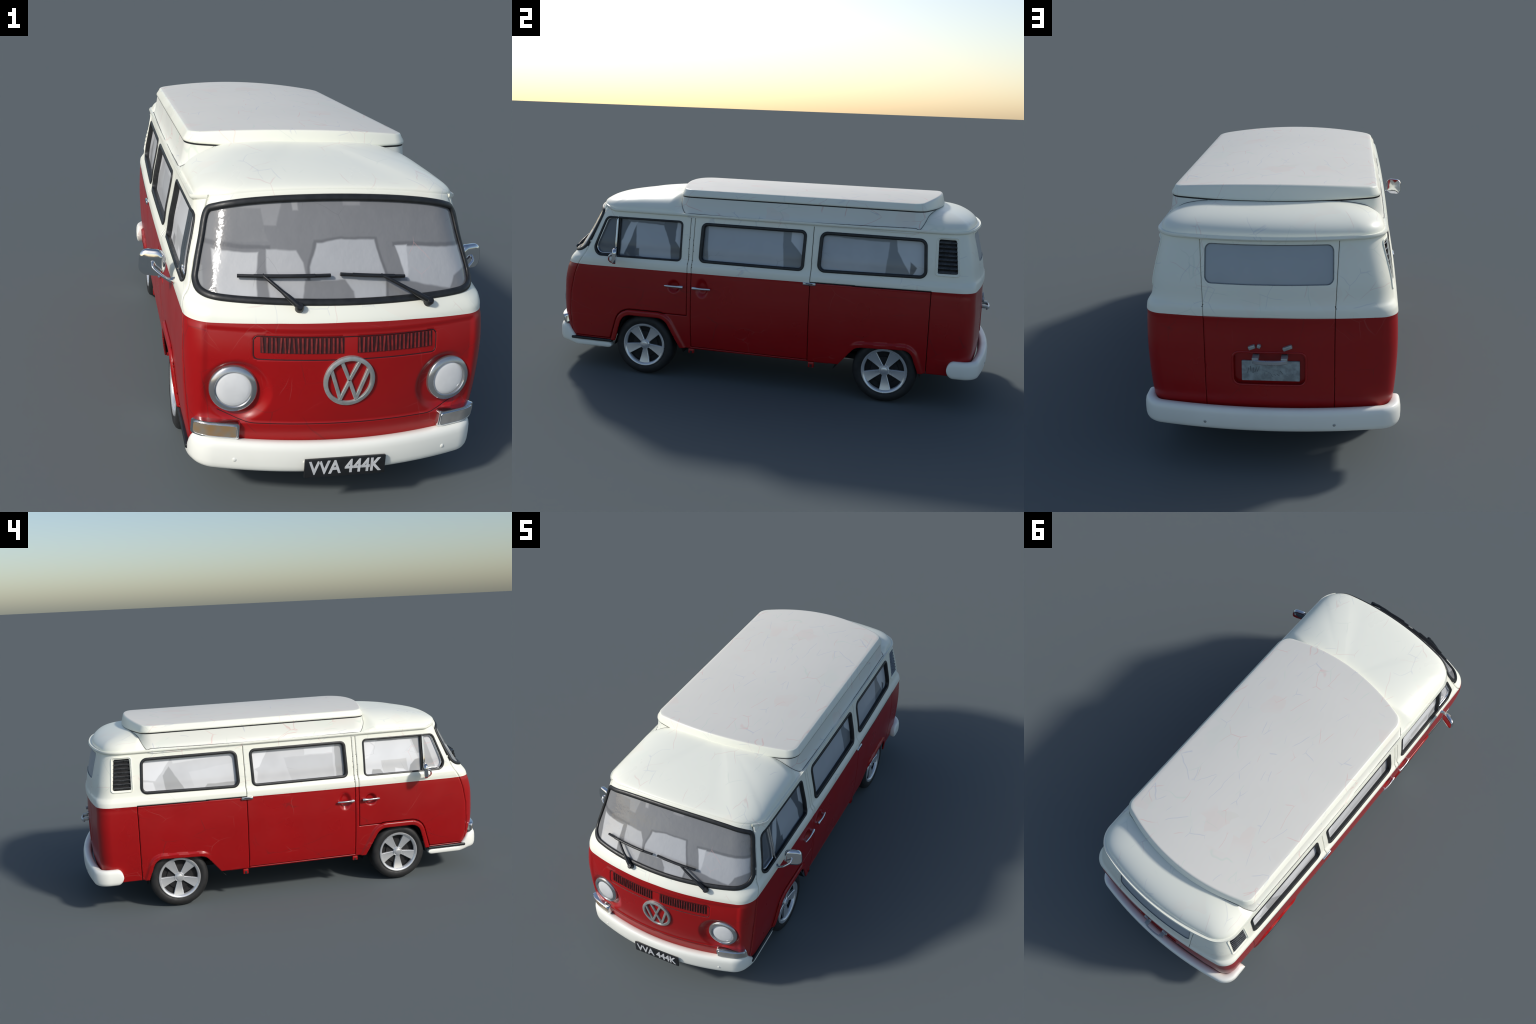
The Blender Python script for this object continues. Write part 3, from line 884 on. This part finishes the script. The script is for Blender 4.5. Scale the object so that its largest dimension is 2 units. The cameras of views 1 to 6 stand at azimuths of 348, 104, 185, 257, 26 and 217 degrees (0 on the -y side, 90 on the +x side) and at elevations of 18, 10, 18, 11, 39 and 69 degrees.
# wheel wells and floor
for poly in (ARCH_F, ARCH_R):
    for sx in (1, -1):
        q = resample(poly, .012); V, F = [], []
        for xx in (.372, .19):
            for y, z in q: V.append((sx * xx, y, max(z, .12)))
        n = len(q)
        F = [(i, (i + 1) % n, n + (i + 1) % n, n + i) for i in range(n) if q[i][1] > .121 or q[(i + 1) % n][1] > .121] + [tuple(range(n, 2 * n))]
        o = add("wheel_well", mesh_of("wheel_well", V, F), mats=(DARK,))
floor = [box("f", (0, .0, .150), (.38, 1.80, .02), .004), box("f", (0, .04, .152), (.735, .60, .016), .003), box("f", (0, .83, .157), (.70, .17, .016), .003), box("f", (0, -.775, .152), (.70, .19, .016), .003),
         box("f", (0, -.513, .13), (.56, .04, .04), .01), box("f", (0, .572, .13), (.56, .05, .05), .01), box("f", (0, .80, .14), (.30, .20, .06), .02)]
add("underbody", join_meshes("underbody", floor), mats=(DARK,))

# sill rails and jacking points
for sx in (1, -1):
    P, N = on_side(np.linspace(-.30, .335, 40), np.full(40, .1475), -.013, sx)
    sill = add("sill_rail", sweep("sill_rail", P, N, [(-.010, -.012), (.010, -.012), (.010, .002), (.006, .0035), (-.010, .0015)], closed=False), mats=(RED,))
    for yy, hh in ((.262, .026), (-.283, .022)):
        x = on_side(yy, .146)[0][0][0]
        add("jacking_point", box("jacking_point", (sx * (x - .008), yy, .143 - hh / 2), (.016, .026, hh), .004), sill, (RED,))
        add("jacking_hole", box("jacking_hole", (sx * (x + .0005), yy, .141 - hh / 2 - .002), (.002, .010, hh * .45), .0008), sill, (DARK,))

# ============================================================ BUMPERS
def bumper(name, path, heights, depth, zc, lean=0.):
    """path rows (x,y) along the plan, heights per row; rounded D section"""
    P = np.array(path, float); T = np.gradient(P, axis=0); T /= np.linalg.norm(T, axis=1)[:, None]
    N = np.stack([T[:, 1], -T[:, 0]], 1)
    V, F = [], []; k = 20
    for i in range(len(P)):
        h = heights[i] / 2; d = depth if not hasattr(depth, '__len__') else depth[i]
        for a in range(k):
            q = 2 * math.pi * a / k; c, s = math.cos(q), math.sin(q)
            ex = math.copysign(abs(c) ** .75, c); ez = math.copysign(abs(s) ** .62, s)
            o = d * ex if ex > 0 else d * 1.5 * ex
            V.append((*(P[i] + N[i] * (o - d)), zc[i] + h * ez))
    for i in range(len(P) - 1):
        for a in range(k): F.append((i * k + a, i * k + (a + 1) % k, (i + 1) * k + (a + 1) % k, (i + 1) * k + a))
    F += [tuple(range(k)), tuple((len(P) - 1) * k + a for a in range(k))]
    return mesh_of(name, V, F)


def end_path(yc, a, x_side, y_end, r, sgn):
    keep = globals()['SIDE_BULGE']; globals()['SIDE_BULGE'] = 0.
    xf, cf, tf = corner(yc, a, r, x_side, sgn); globals()['SIDE_BULGE'] = keep
    x = np.linspace(0, xf, 50, endpoint=False); o = [np.stack([x, yc + sgn * a * x * x], 1)]
    q = np.linspace(tf, 0, 30, endpoint=False); o.append(cf + r * np.stack([np.cos(q), sgn * np.sin(q)], 1))
    y = np.linspace(cf[1], y_end, 36); o.append(np.stack([np.full_like(y, x_side), y], 1))
    h = np.vstack(o)
    full = np.vstack([(h * [-1, 1])[::-1][:-1], h])
    return full, h


# rear: thick rounded bar that wraps the corners
full, h = end_path(1.0005, .29, .407, .832, .075, -1)
L = np.r_[0, np.cumsum(np.linalg.norm(np.diff(full, axis=0), axis=1))]; e = np.minimum(L, L[-1] - L)
taper = np.sqrt(np.clip(1 - (1 - np.clip(e / .03, 0, 1)) ** 2, .02, 1))
path = full.copy()
rb = bumper("rear_bumper", path[::-1], .074 * taper, .017 * (.35 + .65 * taper), np.full(len(path), .1775))
rear_bumper = add("rear_bumper", rb, mats=(BUMPER,), smooth_angle=60)
# front: bar whose ends run back under the doors as steps
full, h = end_path(-.994, .50, .377, -.668, .080, 1)
L = np.r_[0, np.cumsum(np.linalg.norm(np.diff(full, axis=0), axis=1))]; e = np.minimum(L, L[-1] - L)
taper = np.sqrt(np.clip(1 - (1 - np.clip(e / .02, 0, 1)) ** 2, .05, 1))
tail = smooth(.16, .23, e)
fb = bumper("front_bumper", full, (.030 + .050 * tail) * taper, .017 * (.5 + .5 * taper), .118 + .038 * tail)
front_bumper = add("front_bumper", fb, mats=(BUMPER,), smooth_angle=60)
for sx in (1, -1):
    add("step_tread", box("step_tread", (sx * .364, -.765, .1385), (.036, .20, .013), .005, seg=3), front_bumper, (BLACK,))
    for bx in (.10, .27):
        add("bumper_bolt", lathe("bumper_bolt", [(.006, 0), (.006, -.0012), (.004, -.0025), (0, -.003)], 'y', np.array([sx * bx, -.994 + .50 * bx * bx + .0015, .150]), 16), front_bumper, (BUMPER,))
    add("bumper_bolt", lathe("bumper_bolt", [(.005, 0), (.005, .0012), (.003, .0025), (0, .003)], 'y', np.array([sx * .2, 1.0005 - .29 * .04 - .0015, .168]), 16), rear_bumper, (DULL,))

# ------------------------------------------------- number plate, front
plate = add("number_plate", box("number_plate", (0.0, -.9965, .1365), (.208, .007, .051), .0018), mats=(BLACK,))


def lettering(name, text, size, width, loc, rot, depth, mat, parent):
    cu = bpy.data.curves.new(name, 'FONT'); cu.body = text; cu.size = size; cu.extrude = depth; cu.align_x = 'CENTER'; cu.align_y = 'CENTER'; cu.offset = .0013
    tmp = bpy.data.objects.new(name, cu); bpy.context.scene.collection.objects.link(tmp)
    dg = bpy.context.evaluated_depsgraph_get(); dg.update()
    me = bpy.data.meshes.new_from_object(tmp.evaluated_get(dg)); bpy.data.objects.remove(tmp)
    xs = np.array([v.co.x for v in me.vertices]); me.transform(Matrix.Translation((-(xs.min() + xs.max()) / 2, 0, 0)))
    me.transform(Matrix.Diagonal((width / (xs.max() - xs.min()), 1, 1, 1)))
    me.transform(Matrix.Translation(loc) @ rot.to_4x4())
    me.materials.clear()
    return add(name, me, parent, (mat,), 30)


lettering("plate_lettering", "VVA 444K", .050, .188, (.0, -1.0000, .1365), Matrix.Rotation(math.pi / 2, 3, 'X'), .0012, LETTER, plate)

# ============================================================ FRONT END
# head lamps
for sx in (1, -1):
    c = np.array([.280, -.915, .326]) if sx > 0 else np.array([-.274, -.917, .326])
    ring = lathe("headlamp_ring", [(.060, .030), (.060, -.004), (.0588, -.0085), (.0565, -.0105), (.0500, -.0130), (.0465, -.0138), (.0445, -.0120), (.0440, -.006), (.0440, .004)], 'y', np.zeros(3), 64)
    lens = lathe("headlamp_lens", [(.0445, -.006), (.042, -.0085), (.035, -.0105), (.024, -.0120), (.012, -.0128), (0, -.0130)], 'y', np.zeros(3), 48)
    M = Matrix.Translation(c) @ Matrix.Rotation(sx * math.radians(9), 4, 'Z') @ Matrix.Rotation(math.radians(-4), 4, 'X')
    for m in (ring, lens): m.transform(M)
    r = add("headlamp", ring, front_panel, (LAMP_RING,)); add("headlamp_lens", lens, r, (LENS,))
# indicators
IND = rounded([(.256, .198), (.256, .243), (.364, .243), (.364, .198)], .006)
IND_IN = rounded([(.262, .204), (.262, .237), (.358, .237), (.358, .204)], .004)


def raised(name, poly, off, depth, front=True, sx=1, step=.004, shrink=.0015):
    """block that follows the end surface: outline poly (x,z) extruded from -depth to off"""
    x0, z0 = poly.min(0); x1, z1 = poly.max(0)
    nx, nz = max(4, int((x1 - x0) / step)), max(3, int((z1 - z0) / step))
    q = resample(poly, step)
    c = q.mean(0); rings = []
    V, F = [], []
    def ring(sc, o):
        qq = c + (q - c) * sc
        P, N = on_end(qq[:, 0], qq[:, 1], o, front, relief=False); return P * [sx, 1, 1]
    for sc, o in ((1., -depth), (1., off - shrink), (1 - shrink * 8, off), (.82, off), (.6, off), (.35, off), (.12, off)):
        V.append(ring(sc, o))
    n = len(q); V = np.array(V); m = len(V)
    for i in range(m - 1):
        for j in range(n): F.append((i * n + j, i * n + (j + 1) % n, (i + 1) * n + (j + 1) % n, (i + 1) * n + j))
    F.append(tuple((m - 1) * n + j for j in range(n)))
    return mesh_of(name, V.reshape(-1, 3), F)


for sx in (1, -1):
    o = add("turn_signal", raised("turn_signal", IND, .013, .006, sx=sx), front_panel, (CHROME,), 40)
    seal("turn_signal_rim", IND_IN, lambda x, z: tuple(a * [sx, 1, 1] for a in on_end(x, z, .013, relief=False)), .004, .003, CHROME, o)
    k = Nodes("turn_lens_near" if sx > 0 else "turn_lens_far")
    amb = k.mix(k.ramp(k.noise(22., 2.).outputs[0], .35, .65), (.30, .29, .27) if sx > 0 else (.30, .19, .09), (.36, .35, .33) if sx > 0 else (.24, .22, .18))
    add("turn_signal_lens", raised("turn_signal_lens", IND_IN, .0155, .0, sx=sx), o, (k.finish(amb, .2),), 40)

# fresh-air grille: tray, two groups of slats, rim
grille = add("air_grille", patch("air_grille", lambda P: np.minimum(sdf(xz(P), GRILLE) - .001, -.6 - P[..., 1]), off=-.001, mirror='both', slots=False), front_panel, (RED,), 60)
for x0, x1 in ((-.216, -.014), (.020, .221)):
    bed = rounded([(x0, .427), (x0, .463), (x1, .463), (x1, .427)], .004)
    q = resample(bed, .006)
    nx = 60; gx = np.linspace(x0, x1, nx); V, F = [], []
    for zz in (.426, .464):
        P, N = on_end(gx, np.full(nx, zz), .0004); V.append(P)
    V = np.vstack(V); F = [(i, i + 1, nx + i + 1, nx + i) for i in range(nx - 1)]
    add("grille_bed", mesh_of("grille_bed", V, F), grille, (SHADOW_RED,))  # flat sheet coloured near-black red for the shadow between slats
    rng = np.random.default_rng(5)
    n = 19
    for i in range(n):
        gx0 = x0 + (x1 - x0) * (i + .5) / n
        zz = np.linspace(.427, .4635, 6)
        P, N = on_end(np.full(6, gx0) + rng.normal(0, .0006) + np.linspace(-1, 1, 6) * rng.normal(0, .0008), zz, .0005)
        add("grille_slat", sweep("grille_slat", P, N, [(-.0030, -.003), (.0030, -.003), (.0026, .0016), (.001, .0024), (-.0022, .0012)], closed=False), grille, (SLOT_RED,))
seal("grille_dark_outline", GRILLE, lambda x, z: on_end(x, z, -.001), .0035, .0012, SHADOW_RED, grille)

# round emblem: ring with interlaced V over W
EC = np.array([.003, -.9635, .354])
emblem = add("emblem", lathe("emblem", [(.0535, .006), (.0535, -.004), (.055, -.0062), (.0615, -.0062), (.0648, -.004), (.0648, .006)], 'y', EC, 72), front_panel, (DULL,), 40)


def stroke(a, b, w=.0092, d=.0052):
    a, b = np.array(a), np.array(b); u = (b - a) / np.linalg.norm(b - a); v = np.array([-u[1], u[0]]) * w / 2
    V = []
    for y, s in ((.008, 1.), (-d + .0012, 1.), (-d, .72)):
        for p, sg in ((a, 1), (a, -1), (b, -1), (b, 1)): V.append(EC + np.array([p[0] + sg * v[0] * s, y, p[1] + sg * v[1] * s]))
    F = [(8, 9, 10, 11)] + [(i * 4 + j, i * 4 + (j + 1) % 4, (i + 1) * 4 + (j + 1) % 4, (i + 1) * 4 + j) for i in range(2) for j in range(4)]
    return mesh_of("emblem_stroke", V, F)


for k, (a, b) in enumerate([((-.0225, .051), (-.001, .004)), ((.0225, .051), (.001, .004)), ((-.047, .030), (-.0195, -.049)), ((.047, .030), (.0195, -.049)), ((-.0205, -.049), (0, .0005)), ((.0205, -.049), (0, .0005))]):
    add("emblem_stroke", stroke(a, b, d=.0050 + .0002 * k), emblem, (DULL,), 30)

# thin dark strip modelling the shadow line of the crease under the nose
cx_ = np.linspace(-.315, .315, 90); cz_ = .2395 + .030 * np.clip((np.abs(cx_) - .22) / .1, 0, 1) ** 2
P, N = on_end(cx_, cz_, 0.)
add("nose_crease_shade_strip", sweep("nose_crease_shade_strip", P, N, ellipse(.0011, .0009, 8), closed=False), front_panel, (SHADOW_RED,))

# windscreen wipers
for x0, jx, jz, b0, b1 in ((-.122, -.203, .592, (-.262, .588), (-.040, .5945)), (.209, .086, .592, (-.015, .5965), (.150, .586))):
    P0, N0 = on_end(x0, .527, .004); P0, N0 = P0[0], N0[0]
    wip = add("wiper", tube("wiper", [P0 - N0 * .006, P0 + N0 * .012, P0 + N0 * .0165], [.0105, .0105, .0075], 18), windscreen, (BLACK,))
    m = np.linspace(0, 1, 14); X = x0 + (jx - x0) * m; Zz = .527 + (jz - .527) * m
    P, N = on_end(X, Zz, .0); lift = .013 + .004 * np.sin(m * 3.14)
    add("wiper_arm", tube("wiper_arm", P + N * lift[:, None], np.interp(m, [0, .3, .45, 1], [.0078, .0072, .0048, .0040]), 10), wip, (BLACK,))
    m = np.linspace(0, 1, 24); X = b0[0] + (b1[0] - b0[0]) * m; Zz = b0[1] + (b1[1] - b0[1]) * m
    P, N = on_end(X, Zz, .0)
    add("wiper_blade", sweep("wiper_blade", P + N * .0075, N, ellipse(.0048, .0065, 10), closed=False), wip, (BLACK,))
    k = (m > .14) & (m < .86)
    add("wiper_bow", sweep("wiper_bow", (P + N * .0145)[k], N[k], ellipse(.0040, .003, 8), closed=False), wip, (BLACK,))

# ============================================================ SIDE TRIM
for sx in (1, -1):
    # handles: grip bar on two posts, thicker boss at the lock end
    for y0, y1, par in ((-.316, -.402, DOORS[sx]), (-.272, -.190, SLIDERS[sx])):
        m = np.linspace(0, 1, 16); yy = y0 + (y1 - y0) * m
        P, N = on_side(yy, np.full(16, .426), 0., sx)
        B, _ = on_side(yy, np.full(16, .426), 0., sx)
        x_ref = base(t_side(yy, np.full(16, .426)), np.full(16, .426)) * [sx, 1, 1]
        g = x_ref + N * (.010 + .004 * np.sin(m * math.pi))[:, None]
        hnd = add("door_handle", tube("door_handle", g, np.interp(m, [0, .12, .3, .9, 1], [.0072, .0075, .0052, .0048, .003]), 12), par, (CHROME,))
        for j in (1, 13): add("handle_post", tube("handle_post", [B[j] - N[j] * .004, g[j]], .0055 if j == 1 else .004, 10), hnd, (CHROME,))
    # sliding-door runner bracket and rail slot
    P, N = on_side(.244, .4895, 0., sx)
    br = add("slider_bracket", box("slider_bracket", tuple(P[0] + N[0] * .004), (.012, .056, .013), .004, seg=3), SLIDERS[sx], (CHROME,))
    add("bracket_slot", box("bracket_slot", tuple(P[0] + N[0] * .0098 + np.array([0, 0, .002])), (.002, .030, .004), .0006), br, (BLACK,))
    yy = np.linspace(.272, QUARTER_REAR, 40); tt = t_side(yy, np.full(40, .497)); zr = z_red(tt)
    P, N = on_side(yy, zr + .0005, 0., sx)
    add("slide_rail_slot", sweep("slide_rail_slot", P, N, ellipse(.0018, .0012, 8), closed=False), QUARTERS[sx], (BLACK,))
    # mirror: rounded chrome shell facing back, curved arm to the door
    cx, cy, cz = sx * .450, -.622, .550
    out = rounded([(-.037, -.035), (-.034, .036), (.034, .036), (.037, -.035)], [.024, .022, .022, .024], 8)
    out = resample(out, .004); V, F = [], []
    for s, yy in ((.02, .0065), (.90, .0065), (.965, .0085), (1., .007), (1.0, .0), (.975, -.0045), (.92, -.0075), (.7, -.0092), (.35, -.0102), (.02, -.0105)):
        for a, b in out: V.append((a * s * sx, yy, b * s))
    n = len(out)
    for i in range(9):
        for j in range(n): F.append((i * n + j, i * n + (j + 1) % n, (i + 1) * n + (j + 1) % n, (i + 1) * n + j))
    F += [tuple(range(n)), tuple(9 * n + j for j in range(n))]
    me = mesh_of("mirror", V, F); me.transform(Matrix.Translation((cx, cy, cz)) @ Matrix.Rotation(sx * math.radians(20), 4, 'Z') @ Matrix.Rotation(math.radians(-4), 4, 'X'))
    mir = add("mirror", me, DOORS[sx], (CHROME,), 45)
    foot = on_side(-.655, .512, 0., sx)[0][0]
    arm = np.array([foot + np.array([-sx * .004, 0, 0]), foot + np.array([sx * .012, -.006, .001]), foot + np.array([sx * .030, -.006, .012]), (cx, cy - .026, cz - .006), (cx - sx * .001, cy - .016, cz + .004), (cx, cy - .010, cz + .005)])
    fine = np.stack([np.interp(np.linspace(0, 5, 31), np.arange(6), arm[:, k]) for k in range(3)], 1)
    for _ in range(4): fine[1:-1] = (fine[:-2] + 2 * fine[1:-1] + fine[2:]) / 4
    add("mirror_arm", tube("mirror_arm", fine, np.interp(np.arange(31), [0, 4, 8, 30], [.009, .0075, .0045, .0038]), 12), mir, (CHROME,))

# ============================================================ REAR END
P, N = on_end(0., .35, 0., False)
tray = add("plate_recess", patch("plate_recess", lambda P: np.minimum(sdf(xz(P), RECESS) + .003, rear_zone(P)), off=-.013, mirror='both', slots=False), engine_lid, (RED,))
q = resample(RECESS, .006); V = []
for o in (.001, -.0135):
    A, _ = on_end(q[:, 0], q[:, 1], o, False); V.append(A)
n = len(q); V = np.vstack(V)
add("recess_wall", mesh_of("recess_wall", V, [(j, (j + 1) % n, n + (j + 1) % n, n + j) for j in range(n)]), tray, (RED,), 180)
seal("recess_rim", RECESS, lambda x, z: on_end(x, z, 0., False), .007, .0025, RED, tray)
ry = float(on_end(0., .34, -.013, False)[0][0][1])
rp = add("rear_plate", box("rear_plate", (-.004, ry + .002, .328), (.180, .010, .066), .003, Matrix.Rotation(math.radians(3), 3, 'X')), tray, (REAR_PLATE,))
rng = np.random.default_rng(3)
marks = []
for i in range(5):
    marks.append(box("m", (.066 - i * .008, ry + .0072, .333 + rng.uniform(-.004, .004)), (.0022, .002, .018), .0006, Matrix.Rotation(rng.uniform(-.5, .5), 3, 'Y')))
for i in range(9):
    marks.append(box("m", (.015 - i * .0105, ry + .0072, .321 + rng.uniform(-.014, .016)), (.0018, .0018, rng.uniform(.008, .02)), .0005, Matrix.Rotation(rng.uniform(-1.2, 1.2), 3, 'Y')))
o = add("plate_embossing", join_meshes("plate_embossing", marks), rp, (plain("embossed_grey", (.20, .225, .23), .45, vary=.2),)); o["kind"] = "stuff"
# pull handle across the recess
m = np.linspace(-1, 1, 21); hx = -.004 + .052 * m
gp = np.stack([hx, .992 - .010 * np.abs(m) ** 3, np.full(21, .3735)], 1)
hd = add("pull_handle", sweep("pull_handle", gp, np.tile([0, 1., 0], (21, 1)), [(-.0065, -.003), (.0065, -.003), (.0065, .002), (.0045, .004), (-.0045, .004), (-.0065, .002)], closed=False), tray, (plain("brushed_silver", (.45, .47, .49), .3, .6, vary=.06),), 40)
for x in (-.048, .040): add("handle_bracket", box("handle_bracket", (x, .968, .379), (.020, .038, .013), .002), hd, (DULL,))
# small lamp brackets above the recess
for x, w, s in ((.052, .022, 1), (.030, .012, -1), (-.057, .030, 1)):
    y = float(on_end(x, .42, 0., False)[0][0][1])
    add("lamp_bracket", box("lamp_bracket", (x, y + .003, .411 + (.004 if w < .02 else 0)), (w, .014, .012), .003, Matrix.Rotation(math.radians(22 * s), 3, 'Y')), engine_lid, (DULL,))
